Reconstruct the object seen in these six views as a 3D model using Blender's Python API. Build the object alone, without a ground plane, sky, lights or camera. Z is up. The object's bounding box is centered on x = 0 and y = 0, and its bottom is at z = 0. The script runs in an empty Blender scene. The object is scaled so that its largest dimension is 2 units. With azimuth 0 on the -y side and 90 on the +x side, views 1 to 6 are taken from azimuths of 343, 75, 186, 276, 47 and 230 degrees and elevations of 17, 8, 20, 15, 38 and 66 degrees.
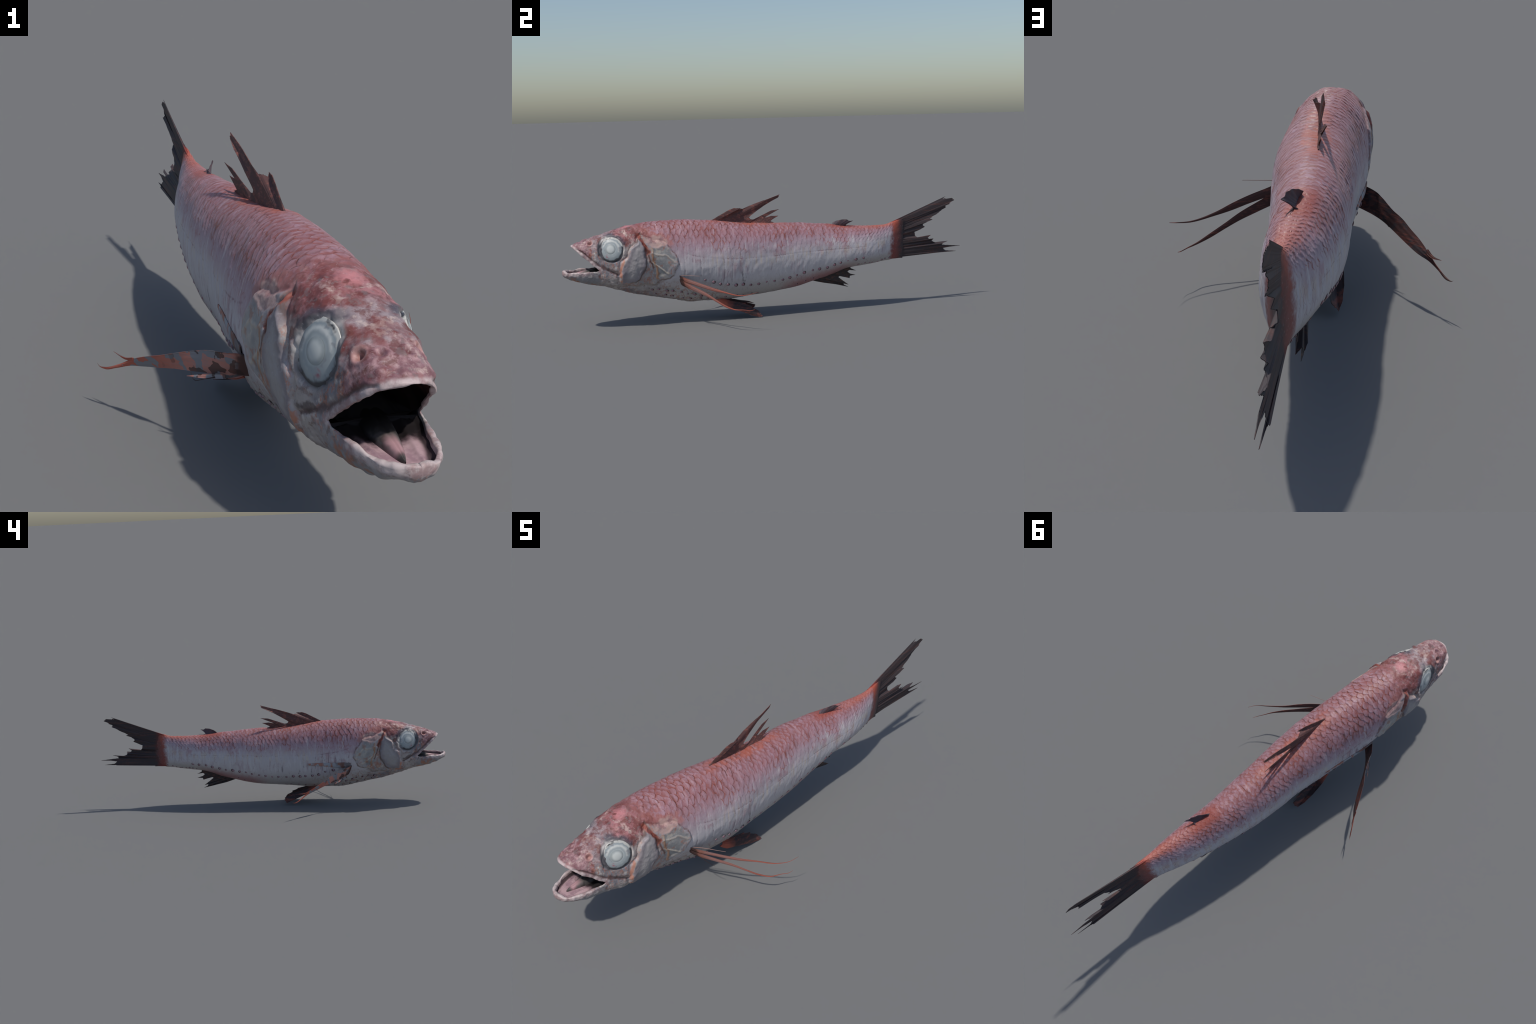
# A long, slim, pink-and-silver deep-sea fish with an open mouth, ragged dark fins
# and rows of small light organs along the belly.  Head towards -y, back towards +z.
import bpy, math
import numpy as np
from mathutils import Vector, Matrix

rng = np.random.default_rng(7)

# ----------------------------------------------------------------------------
#  body measures along y (metres)
# ----------------------------------------------------------------------------
YS = [-.836, -.80, -.75, -.70, -.65, -.60, -.50, -.40, -.25, -.10, .10, .25, .40, .50, .57, .63, .680]
TAB = {
    'xc': [-.010, -.0115, -.0140, -.0155, -.0165, -.0170, -.0138, -.0090, -.0040, -.0075, -.0181, -.0215, -.0150, -.0105, -.0085, -.0090, -.010],
    'hw': [.0808, .0895, .1035, .1095, .112, .1132, .1203, .1187, .112, .1015, .0911, .0799, .0689, .0525, .0357, .0195, .0026],
    'zt': [.4295, .4393, .453, .4666, .476, .4833, .4848, .4827, .4691, .4505, .4414, .4293, .411, .4075, .4085, .424, .434],
    'zb': [.199, .190, .172, .154, .141, .1302, .1095, .090, .091, .1033, .1233, .1589, .2036, .2146, .2239, .2285, .231],
    'zs': [.276, .276, .281, .300, .315, .320, .3016, .2664, .2866, .3066, .291, .2846, .288, .2936, .3017, .325, .335],
    'pu': [3.0, 3.0, 2.7, 2.4, 2.25, 2.15, 2.15, 2.15, 2.15, 2.15, 2.15, 2.1, 2.1, 2.1, 2.1, 2.3, 2.3],
    'pl': [2.5, 2.45, 2.2, 1.98, 1.88, 1.82, 1.82, 1.9, 2.1, 2.1, 2.15, 2.1, 2.1, 2.1, 2.1, 2.3, 2.3],
    # sideways lean of the tail stalk: its lower edge bends to -x
    'tl': [0, 0, 0, .001, .003, .005, .006, .006, .006, .006, .006, .006, .008, .010, .012, .014, .016],
}
# upper jaw and lower jaw in front of the mouth corner
YU = [-.957, -.956, -.953, -.947, -.935, -.92, -.90, -.88, -.855, -.836]
UP = {'hw': [0, .011, .024, .036, .049, .0595, .0665, .0720, .0778, .0808],
      'zt': [.3865, .3885, .391, .3945, .3985, .4035, .411, .4171, .4245, .4295],
      'zs': [.3865, .385, .382, .378, .367, .3535, .336, .318, .295, .276],
      'xc': [-.012, -.012, -.0115, -.011, -.0105, -.010, -.010, -.010, -.010, -.010],
      'pu': [2.0, 2.0, 2.0, 2.1, 2.3, 2.5, 2.6, 2.7, 2.9, 3.0]}
YL = [-1.0, -.998, -.994, -.985, -.97, -.95, -.93, -.91, -.88, -.855, -.836]
LO = {'hw': [0, .011, .022, .036, .0485, .058, .0655, .0705, .0755, .0790, .0808],
      'zs': [.273, .273, .271, .2685, .267, .267, .2675, .268, .268, .2705, .276],
      'zb': [.253, .2505, .2465, .2425, .2365, .229, .222, .216, .2077, .2025, .199],
      'xc': [-.005, -.005, -.005, -.005, -.005, -.0055, -.006, -.007, -.008, -.009, -.010],
      'pl': [2.0, 2.0, 2.1, 2.2, 2.3, 2.4, 2.5, 2.5, 2.5, 2.5, 2.5]}
YC, YTAIL = -.836, .680


def hermite(xs, ys, x):
    xs, ys = np.asarray(xs, float), np.asarray(ys, float)
    d = np.diff(ys) / np.diff(xs)
    m = np.zeros_like(ys)
    m[1:-1] = np.where(d[:-1] * d[1:] > 0, 2 * d[:-1] * d[1:] / (d[:-1] + d[1:] + 1e-12), 0)
    m[0], m[-1] = d[0], d[-1]
    x = np.clip(np.asarray(x, float), xs[0], xs[-1])
    i = np.clip(np.searchsorted(xs, x) - 1, 0, len(xs) - 2)
    h = xs[i + 1] - xs[i]
    t = (x - xs[i]) / h
    return ((2 * t**3 - 3 * t**2 + 1) * ys[i] + (t**3 - 2 * t**2 + t) * h * m[i]
            + (-2 * t**3 + 3 * t**2) * ys[i + 1] + (t**3 - t**2) * h * m[i + 1])


def prof(k, y):
    return hermite(YS, TAB[k], y)


# curves over y shared by the geometry and by the colour nodes
ALLY = sorted(set(YS + YU[::2] + YL[::3] + [-.15, 0., .18, .33, .45, .54]))
CURVE = {
    'zt': [(y, float(prof('zt', y)) if y >= YC else float(hermite(YU, UP['zt'], y))) for y in ALLY],
    'zb': [(y, float(prof('zb', y)) if y >= YC else float(hermite(YL, LO['zb'], y))) for y in ALLY],
    'xc': [(y, float(prof('xc', y)) if y >= YC else -.010) for y in ALLY],
    'hw': [(y, float(prof('hw', y)) if y >= YC else float(hermite(YL, LO['hw'], y)) + .004) for y in ALLY],
    # height fraction of the pink/silver boundary and of the lateral line
    'hp': [(-1, .80), (-.62, .74), (-.5, .69), (-.25, .725), (-.05, .755), (.2, .77), (.4, .78), (.52, .80), (.6, .84), (.68, .9)],
    'hl': [(-1, .70), (-.50, .69), (-.47, .63), (-.39, .585), (-.26, .553), (-.1, .555), (.1, .565), (.25, .545), (.40, .505), (.6, .5)],
}
CURVE['hj'] = [(y, float(hermite(YL, LO['hw'], y))) for y in (-1., -.998, -.994, -.985, -.97, -.95, -.93, -.91, -.88, -.855, -.836, 0.)]
RANGE = {'hj': (0, .2), 'zt': (0, .6), 'zb': (0, .6), 'xc': (-.1, .1), 'hw': (0, .2), 'hp': (0, 1), 'hl': (0, 1)}


# ----------------------------------------------------------------------------
#  one formula language, two back ends: numpy (relief) and shader nodes (colour)
# ----------------------------------------------------------------------------
class NumpyOps:
    mn, mx = staticmethod(np.minimum), staticmethod(np.maximum)
    ab, sqrt, sin, log, floor = map(staticmethod, (np.abs, np.sqrt, np.sin, np.log, np.floor))
    atan2 = staticmethod(np.arctan2)

    @staticmethod
    def fract(x): return x - np.floor(x)

    @staticmethod
    def sstep(a, b, x):
        t = np.clip((x - a) / (b - a), 0, 1)
        return t * t * (3 - 2 * t)

    @staticmethod
    def curve(name, y):
        p = CURVE[name]
        return np.interp(y, [q[0] for q in p], [q[1] for q in p])


class V:
    """a float socket with operators"""
    def __init__(s, b, sock): s.b, s.s = b, sock
    def __add__(s, o): return s.b.m('ADD', s, o)
    __radd__ = __add__
    def __sub__(s, o): return s.b.m('SUBTRACT', s, o)
    def __rsub__(s, o): return s.b.m('SUBTRACT', o, s)
    def __mul__(s, o): return s.b.m('MULTIPLY', s, o)
    __rmul__ = __mul__
    def __truediv__(s, o): return s.b.m('DIVIDE', s, o)
    def __rtruediv__(s, o): return s.b.m('DIVIDE', o, s)
    def __neg__(s): return s.b.m('MULTIPLY', s, -1.0)


class NodeOps:
    def __init__(s, name):
        s.mat = bpy.data.materials.new(name)
        s.mat.use_nodes = True
        s.nt = s.mat.node_tree
        s.nt.nodes.clear()
        s.out = s.nt.nodes.new('ShaderNodeOutputMaterial')
        s.bsdf = s.nt.nodes.new('ShaderNodeBsdfPrincipled')
        s.nt.links.new(s.bsdf.outputs[0], s.out.inputs[0])
        s.tc = s.nt.nodes.new('ShaderNodeTexCoord')
        sep = s.nt.nodes.new('ShaderNodeSeparateXYZ')
        s.nt.links.new(s.tc.outputs['Object'], sep.inputs[0])
        s.x, s.y, s.z = (V(s, sep.outputs[i]) for i in range(3))
        s.cache = {}

    def put(s, inp, v):
        if isinstance(v, V): s.nt.links.new(v.s, inp)
        else: inp.default_value = v

    def m(s, op, *a):
        n = s.nt.nodes.new('ShaderNodeMath')
        n.operation = op
        for i, v in enumerate(a): s.put(n.inputs[i], v if isinstance(v, V) else float(v))
        return V(s, n.outputs[0])

    def mn(s, a, b): return s.m('MINIMUM', a, b)
    def mx(s, a, b): return s.m('MAXIMUM', a, b)
    def ab(s, a): return s.m('ABSOLUTE', a)
    def sqrt(s, a): return s.m('SQRT', a)
    def sin(s, a): return s.m('SINE', a)
    def log(s, a): return s.m('LOGARITHM', a, math.e)
    def floor(s, a): return s.m('FLOOR', a)
    def fract(s, a): return s.m('FRACT', a)
    def atan2(s, a, b): return s.m('ARCTAN2', a, b)

    def sstep(s, a, b, x):
        n = s.nt.nodes.new('ShaderNodeMapRange')
        n.interpolation_type = 'SMOOTHSTEP'
        s.put(n.inputs[0], x)
        # descending ranges are written as one minus the ascending step
        lo, hi = (a, b) if a < b else (b, a)
        n.inputs[1].default_value, n.inputs[2].default_value = lo, hi
        r = V(s, n.outputs[0])
        return r if a < b else 1.0 - r

    def curve(s, name, y):
        key = (name, id(y.s))
        if key in s.cache: return s.cache[key]
        n = s.nt.nodes.new('ShaderNodeFloatCurve')
        lo, hi = RANGE[name]
        c = n.mapping.curves[0]
        pts = CURVE[name]
        while len(c.points) < len(pts): c.points.new(.5, .5)
        for p, (a, b) in zip(c.points, pts):
            p.location = ((a + 1) / 2, (b - lo) / (hi - lo))
            p.handle_type = 'VECTOR'
        n.mapping.update()
        s.put(n.inputs['Value'], y * .5 + .5)
        r = V(s, n.outputs[0]) * (hi - lo) + lo
        s.cache[key] = r
        return r

    def noise(s, scale, detail=3, rough=.55, stretch=(1, 1, 1), seed=0.):
        mp = s.nt.nodes.new('ShaderNodeMapping')
        mp.inputs['Scale'].default_value = stretch
        mp.inputs['Location'].default_value = (seed, seed * .7, -seed)
        s.nt.links.new(s.tc.outputs['Object'], mp.inputs[0])
        n = s.nt.nodes.new('ShaderNodeTexNoise')
        n.inputs['Scale'].default_value = scale
        n.inputs['Detail'].default_value = detail
        n.inputs['Roughness'].default_value = rough
        s.nt.links.new(mp.outputs[0], n.inputs['Vector'])
        return V(s, n.outputs[0])

    def mix(s, a, b, f):
        n = s.nt.nodes.new('ShaderNodeMix')
        n.data_type = 'RGBA'
        for i, c in ((6, a), (7, b)):
            if isinstance(c, tuple): n.inputs[i].default_value = c
            else: s.nt.links.new(c, n.inputs[i])
        s.put(n.inputs[0], f)
        return n.outputs[2]

    def finish(s, col, rough=.55, spec=.25, bump=None, strength=.3, dist=.002):
        if isinstance(col, tuple): s.bsdf.inputs['Base Color'].default_value = col
        else: s.nt.links.new(col, s.bsdf.inputs['Base Color'])
        s.put(s.bsdf.inputs['Roughness'], rough)
        s.bsdf.inputs['Specular IOR Level'].default_value = spec
        if bump is not None:
            b = s.nt.nodes.new('ShaderNodeBump')
            b.inputs['Strength'].default_value = strength
            b.inputs['Distance'].default_value = dist
            s.put(b.inputs['Height'], bump)
            s.nt.links.new(b.outputs[0], s.bsdf.inputs['Normal'])
        return s.mat


def rgb(r, g, b):
    f = lambda v: (v / 255 / 12.92) if v / 255 <= .04045 else ((v / 255 + .055) / 1.055) ** 2.4
    return (f(r), f(g), f(b), 1.0)


# ----------------------------------------------------------------------------
#  anatomical regions on the flank, given in (y, z)
# ----------------------------------------------------------------------------
CHEEK_PLATE = [(-.648, .424), (-.636, .372), (-.627, .325), (-.634, .27), (-.662, .226), (-.70, .209),
               (-.735, .214), (-.739, .27), (-.724, .31), (-.69, .37)]
GILL_PANEL = [(-.604, .370), (-.535, .372), (-.494, .322), (-.494, .29), (-.575, .216), (-.600, .27)]
GILL_COVER = [(-.655, .428), (-.60, .41), (-.53, .385), (-.487, .335), (-.482, .28), (-.505, .235), (-.59, .198), (-.69, .196), (-.745, .212), (-.745, .29)]
UPPER_GILL = [(-.632, .400), (-.60, .425), (-.545, .415), (-.53, .378), (-.60, .374), (-.625, .385)]


def convex(ops, y, z, poly):
    """signed distance-like field of a convex outline (negative inside)"""
    cy = sum(p[0] for p in poly) / len(poly)
    cz = sum(p[1] for p in poly) / len(poly)
    d = None
    for (a, b), (c, e) in zip(poly, poly[1:] + poly[:1]):
        nx, nz = e - b, a - c
        l = math.hypot(nx, nz)
        nx, nz = nx / l, nz / l
        if nx * (cy - a) + nz * (cz - b) > 0: nx, nz = -nx, -nz
        f = y * nx + z * nz - (nx * a + nz * b)
        d = f if d is None else ops.mx(d, f)
    return d


def near_line(ops, y, z, pts):
    """distance to a short open polyline"""
    d = None
    for (a, b), (c, e) in zip(pts[:-1], pts[1:]):
        uy, uz = c - a, e - b
        l2 = uy * uy + uz * uz
        t = ops.mn(ops.mx(((y - a) * uy + (z - b) * uz) / l2, 0.), 1.)
        py, pz = y - a - t * uy, z - b - t * uz
        q = py * py + pz * pz
        d = q if d is None else ops.mn(d, q)
    return ops.sqrt(d)


def ragged(ops, y, z):
    """bends the bone outlines so that their edges are torn rather than ruled"""
    return (y + .0042 * ops.sin(z * 80. + y * 40.) + .0012 * ops.sin(z * 210. - y * 90. + 1.),
            z + .0038 * ops.sin(y * 85. + z * 30. + 2.) + .0012 * ops.sin(y * 230. + z * 120.))


GILL_RIBS = [[(-.600, .30), (-.53, .25)], [(-.602, .365), (-.588, .29), (-.572, .225)], [(-.60, .345), (-.545, .335), (-.50, .30)]]
GILL_SLIT = [(-.655, .430), (-.640, .392), (-.618, .345)]
MAXILLA = [(-.94, .378), (-.85, .312), (-.80, .274), (-.757, .258)]
THROAT = [(-.76, .199), (-.69, .188), (-.60, .184), (-.55, .2)]
EYE = (-.784, .373)


def scale_field(ops, y, h, ax):
    """overlapping scales: 0 in the crease behind an edge, 1 on the edge"""
    hw = ops.curve('hw', y)
    phi = ops.atan2(ax / hw, h * 2. - 1.04)
    y2 = y + .005 * ops.sin(phi * 7. + y * 11.) + .0022 * ops.sin(phi * 19. - y * 37.)
    u = ops.log(.0240 - .0070 * y2) * (-1 / .0070)
    v = phi * (16. / math.pi) + .16 * ops.sin(y * 23. + 1.) + .05 * ops.sin(y * 57.)
    j = ops.floor(v)
    f = v - j
    odd = ops.fract(j * .5)            # 0 or .5
    out, line = None, None
    for dv, off in ((f, odd), (1. - f, .5 - odd)):
        t = ops.fract(u + off + dv * dv * .75)
        g = t - dv * dv * .55
        e = t + ops.sstep(.62, .85, dv)          # how far behind this row's free edge
        out = g if out is None else ops.mx(out, g)
        line = e if line is None else ops.mn(line, e)
    return out, line


def scale_mask(ops, y, h):
    """where scales stand out: the back, less on the flank, none on the head"""
    up = ops.sstep(.52, .80, h)
    start = ops.sstep(0., .09, y + .63 - (1. - h) * .42 + .05)
    return (up * .75 + .25) * start * ops.sstep(.66, .58, y)


# ----------------------------------------------------------------------------
#  value noise for relief
# ----------------------------------------------------------------------------
LAT = rng.random((32, 32, 32))


def vnoise(P, scale):
    q = P * scale
    i = np.floor(q).astype(int)
    f = q - i
    f = f * f * (3 - 2 * f)
    r = 0
    for a in (0, 1):
        for b in (0, 1):
            for c in (0, 1):
                w = (f[:, 0] if a else 1 - f[:, 0]) * (f[:, 1] if b else 1 - f[:, 1]) * (f[:, 2] if c else 1 - f[:, 2])
                r = r + w * LAT[(i[:, 0] + a) % 32, (i[:, 1] + b) % 32, (i[:, 2] + c) % 32]
    return r - .5


# ----------------------------------------------------------------------------
#  object helpers
# ----------------------------------------------------------------------------
ROOT = bpy.data.objects.new('deep_sea_fish', None)
bpy.context.scene.collection.objects.link(ROOT)
ROOT['label'] = 'slender pink and silver fish with open mouth and ragged dark fins'
ROOT['category'] = 'fish'


def add_obj(name, mesh, parent=None, mats=()):
    o = bpy.data.objects.new(name, mesh)
    bpy.context.scene.collection.objects.link(o)
    o.parent = parent or ROOT
    for m in mats: mesh.materials.append(m)
    return o


def make_mesh(name, verts, faces, smooth=True):
    me = bpy.data.meshes.new(name)
    me.from_pydata(np.asarray(verts, float).tolist(), [], faces if isinstance(faces, list) else np.asarray(faces).tolist())
    me.validate()
    me.update()
    if smooth: me.polygons.foreach_set('use_smooth', np.ones(len(me.polygons), bool))
    return me


def grid_faces(nr, nc, close=False, flip=False, start=0):
    i, j = np.meshgrid(np.arange(nr - 1), np.arange(nc if close else nc - 1), indexing='ij')
    a = i * nc + j
    b = i * nc + (j + 1) % nc
    f = np.stack([a, b, b + nc, a + nc], -1).reshape(-1, 4) + start
    return f[:, ::-1] if flip else f


# ----------------------------------------------------------------------------
#  skin: full rings behind the mouth corner, two half shells in front of it
# ----------------------------------------------------------------------------
NC = 400
HALF = NC // 2


def se(c, p):
    return np.sign(c) * np.abs(c) ** (2 / p)


def ring_point(y, th):
    """undisplaced body surface behind the mouth corner"""
    y, th = np.broadcast_arrays(np.asarray(y, float), np.asarray(th, float))
    c, s = np.cos(th), np.sin(th)
    zs, zt, zb = prof('zs', y), prof('zt', y), prof('zb', y)
    p = np.where(s >= 0, prof('pu', y), prof('pl', y))
    x = prof('xc', y) + prof('hw', y) * se(c, p)
    z = zs + np.where(s >= 0, zt - zs, zs - zb) * se(s, p)
    x = x + prof('tl', y) * ((z - zb) / (zt - zb) - .5)
    return np.stack([x, y, z], -1)


def half_point(y, th, T, YY, upper):
    g = lambda k: hermite(YY, T[k], y)
    c, s = np.cos(th), np.abs(np.sin(th))
    p = g('pu' if upper else 'pl')
    x = g('xc') + g('hw') * se(c, p)
    z = g('zs') + ((g('zt') - g('zs')) if upper else (g('zb') - g('zs'))) * s ** (2 / p)
    return np.stack([x, np.broadcast_to(y, x.shape), z], -1)


def build_skin():
    th = 2 * np.pi * np.arange(NC) / NC
    ys = np.concatenate([np.linspace(YTAIL, -.45, 470), np.linspace(-.45, YC, 231)[1:]])
    ring = ring_point(ys[:, None], th[None]).reshape(-1, 3)
    nt = len(ys)
    faces = [grid_faces(nt, NC, True)]
    verts = [ring]
    base = len(ring)
    R = 90
    t = np.sin(np.linspace(0, np.pi / 2, R + 1))[1:]
    lip = {}
    corner = (nt - 1) * NC
    for up in (True, False):
        yt = YU[0] if up else YL[0]
        yy = YC + (yt - YC) * t
        a = np.linspace(0, np.pi, HALF + 1) if up else np.linspace(np.pi, 2 * np.pi, HALF + 1)
        P = half_point(yy[:, None], a[None], UP if up else LO, YU if up else YL, up)
        n = HALF + 1
        ids = np.empty((R + 1, n), int)
        first = np.arange(n) if up else (np.arange(n) + HALF) % NC
        ids[0] = corner + first
        ids[1:] = base + np.arange(R * n).reshape(R, n)
        verts.append(P.reshape(-1, 3))
        base += R * n
        faces.append(np.stack([ids[:-1, :-1], ids[:-1, 1:], ids[1:, 1:], ids[1:, :-1]], -1).reshape(-1, 4))
        # lip edge, running from one corner round the tip to the other
        e0, e1 = (ids[:, 0], ids[:, -1])
        edge = np.concatenate([e0, e1[::-1][1:]])
        allv = np.concatenate(verts)
        E = allv[edge]
        tan = np.gradient(E, axis=0)
        nrm = np.stack([tan[:, 1], -tan[:, 0], 0 * tan[:, 0]], -1)
        nrm /= np.linalg.norm(nrm, axis=1)[:, None] + 1e-9
        cen = np.array([-.01, -.80, 0])
        sgn = np.sign(((cen - E) * nrm)[:, :2].sum(1))
        nrm *= np.where(sgn == 0, 1, sgn)[:, None]
        s = np.linspace(0, 1, len(E))
        grow = np.clip(np.minimum(s, 1 - s) * 9, .25, 1)
        w = (.0075 if up else .0095) * grow * (1 + .22 * np.sin(s * 41.) * np.sin(s * 17. + 1.))
        bulge = (-.0025 if up else .0035) * grow * (1 + .5 * np.sin(s * 33. + 2.))
        m = 8
        prev = edge
        for k in range(1, m + 1):
            al = np.pi * k / m
            Q = E + nrm * (w * (1 - np.cos(al)) / 2)[:, None]
            Q[:, 2] += bulge * np.sin(al) + (0 if k < m else (.004 if up else -.006))
            idk = base + np.arange(len(E))
            verts.append(Q)
            base += len(E)
            f = np.stack([prev[:-1], prev[1:], idk[1:], idk[:-1]], -1)
            faces.append(f)
            prev = idk
            last = Q
        lip[up] = last
    V_ = np.concatenate(verts)
    F = np.concatenate(faces)
    # drop collapsed corners at the snout tip
    keep = np.ones(len(F), bool)
    return V_, F[keep], lip, nt


def face_normals_to_verts(Vx, F):
    n = np.cross(Vx[F[:, 2]] - Vx[F[:, 0]], Vx[F[:, 3]] - Vx[F[:, 1]])
    vn = np.zeros_like(Vx)
    for k in range(4): np.add.at(vn, F[:, k], n)
    # vertices that coincide (the tips of the jaws) share one normal
    key = np.round(Vx * 2e5).astype(np.int64)
    _, inv = np.unique(key, axis=0, return_inverse=True)
    inv = inv.ravel()
    acc = np.zeros((inv.max() + 1, 3))
    np.add.at(acc, inv, vn)
    vn = acc[inv]
    return vn / (np.linalg.norm(vn, axis=1)[:, None] + 1e-12)


def relief(P):
    ops = NumpyOps
    x, y, z = P.T
    zb, zt = ops.curve('zb', y), ops.curve('zt', y)
    h = (z - zb) / (zt - zb)
    ax = np.abs(x - ops.curve('xc', y))
    side = ops.sstep(.035, .055, ax)
    d = np.zeros(len(P))
    # overlapping scales
    sf, sl = scale_field(ops, y, h, ax)
    d += (.0014 * (sf - .6) * (.55 + .9 * np.clip(.5 + 2.2 * vnoise(P + 3.1, 9), 0, 1)) + .0006 * vnoise(P, 120)) * scale_mask(ops, y, h)
    # upright wrinkles of the flank
    wr = ops.sstep(-.50, -.42, y) * ops.sstep(.60, .55, y) * ops.sstep(.10, .25, h) * ops.sstep(.99, .85, h)
    d += .0012 * vnoise(P * np.array([.35, 1.0, .35]) + np.array([0, .15, 0]) * np.abs(h - .55)[:, None], 58) * wr
    # hollow of the lower flank round the root of the breast fin
    lo = np.where(x > 0, .013, .003) * np.exp(-((y + .40) / .13) ** 2 - ((z - .180) / .055) ** 2) * ops.sstep(.03, .06, ax)
    d -= lo
    # soft unevenness of flesh and bone
    head = ops.sstep(-.55, -.66, y)
    d += .0035 * vnoise(P, 14) + .0016 * vnoise(P, 45) * (1 - .5 * head)
    d += head * (.0040 * vnoise(P, 34) + .0026 * vnoise(P, 80) + .0010 * vnoise(P, 170))
    chest = ops.sstep(.32, .12, h) * ops.sstep(-.2, -.42, y)
    d += chest * (.003 * vnoise(P * np.array([1, 1.6, .8]), 48) + .0016 * vnoise(P, 110))
    # gill cover: plates, their raised rims and the slits between them
    y, z = ragged(ops, y, z)
    g = convex(ops, y, z, GILL_COVER)
    d += side * (.0046 * ops.sstep(.005, -.006, g) - .0022 * np.exp(-((g - .005) / .005) ** 2))
    c = convex(ops, y, z, CHEEK_PLATE)
    d += side * (.25 + .75 * ops.sstep(-.720, -.680, y)) * (.0046 * ops.sstep(.005, -.005, c) - .0026 * np.exp(-((c - .005) / .0045) ** 2) + .0014 * np.exp(-((c + .008) / .006) ** 2))
    o = convex(ops, y, z, GILL_PANEL)
    d += side * (-.0014 * ops.sstep(.006, -.010, o) + .0006 * np.exp(-(o / .006) ** 2))
    for ribs in GILL_RIBS:
        rib = near_line(ops, y, z, ribs)
        d += side * .0020 * np.exp(-(rib / .0042) ** 2)
    q = convex(ops, y, z, UPPER_GILL)
    d -= side * .0014 * ops.sstep(.003, -.005, q)
    s = near_line(ops, y, z, GILL_SLIT)
    d -= side * .0045 * np.exp(-(s / .005) ** 2)
    t = near_line(ops, y, z, THROAT)
    d -= .004 * np.exp(-(t / .004) ** 2) * ops.sstep(.02, .04, ax)
    # the lower gill membranes fold in under the throat
    d -= side * .0030 * np.exp(-((P[:, 1] + .62) / .10) ** 2 - ((P[:, 2] - .215) / .045) ** 2)
    d -= side * .0020 * ops.sstep(-.74, -.66, P[:, 1]) * ops.sstep(-.42, -.50, P[:, 1])
    # upper jaw bone and its groove
    m = near_line(ops, y, z, MAXILLA)
    d -= .0034 * np.exp(-(m / .0045) ** 2) * side
    jj = near_line(ops, y, z, [(-.757, .258), (-.752, .235), (-.765, .215)])
    d -= .003 * np.exp(-(jj / .005) ** 2) * side
    # eye socket with a swollen rim and a deep crease below and in front
    y, z = P[:, 1], P[:, 2]
    r = np.sqrt((y - EYE[0]) ** 2 + (z - EYE[1]) ** 2)
    d -= side * .0060 * ops.sstep(.055, .043, r + .5 * vnoise(P, 60) * .010)
    d += side * .0045 * np.exp(-((r - .060) / .007) ** 2) * ops.sstep(.32, .40, z)
    d -= side * (.0035 + .0025 * ops.sstep(.40, .34, z)) * np.exp(-((r - .0555 + .010 * vnoise(P, 70)) / .005) ** 2)
    # nostrils
    for nx, ny, nz, dep, rad in ((-.060, -.875, .402, .016, .0075), (.042, -.875, .402, .014, .007), (-.033, -.893, .409, .005, .006), (.012, -.893, .409, .005, .006)):
        rr = np.sqrt((x - nx) ** 2 + (y - ny) ** 2 + (z - nz) ** 2)
        d -= dep * np.exp(-(rr / rad) ** 2)
        d += .0025 * np.exp(-((rr - rad * 1.9) / (rad * .7)) ** 2)
    # snout knobs
    for nx, ny, nz, dep, rad in ((-.045, -.925, .395, .004, .009), (.025, -.928, .394, .004, .009), (-.011, -.935, .398, .003, .01), (-.012, -.905, .409, .003, .012)):
        rr = np.sqrt((x - nx) ** 2 + (y - ny) ** 2 + (z - nz) ** 2)
        d += dep * np.exp(-(rr / rad) ** 2)
    # seams behind the breast fin, where the flank is folded between muscle bands
    seam = ops.fract((y + .16 * (h - .5) ** 2 + .02 * (h - .5) + .47) / .0375)
    d -= .0006 * np.exp(-((seam - .5) / .10) ** 2) * ops.sstep(-.49, -.45, y) * ops.sstep(-.15, -.27, y) * ops.sstep(.2, .3, h) * ops.sstep(.66, .55, h)
    # lateral line
    hl = ops.curve('hl', y)
    d -= .0004 * np.exp(-((h - hl) / .010) ** 2) * ops.sstep(-.50, -.44, y) * ops.sstep(.5, .4, y)
    # the fleshy stump under the tail fin is thinner than the scaled skin
    d -= .0016 * ops.sstep(.604, .622, y + .003 * np.sin(h * 23) + .006 * vnoise(P, 40))
    return d


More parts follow.
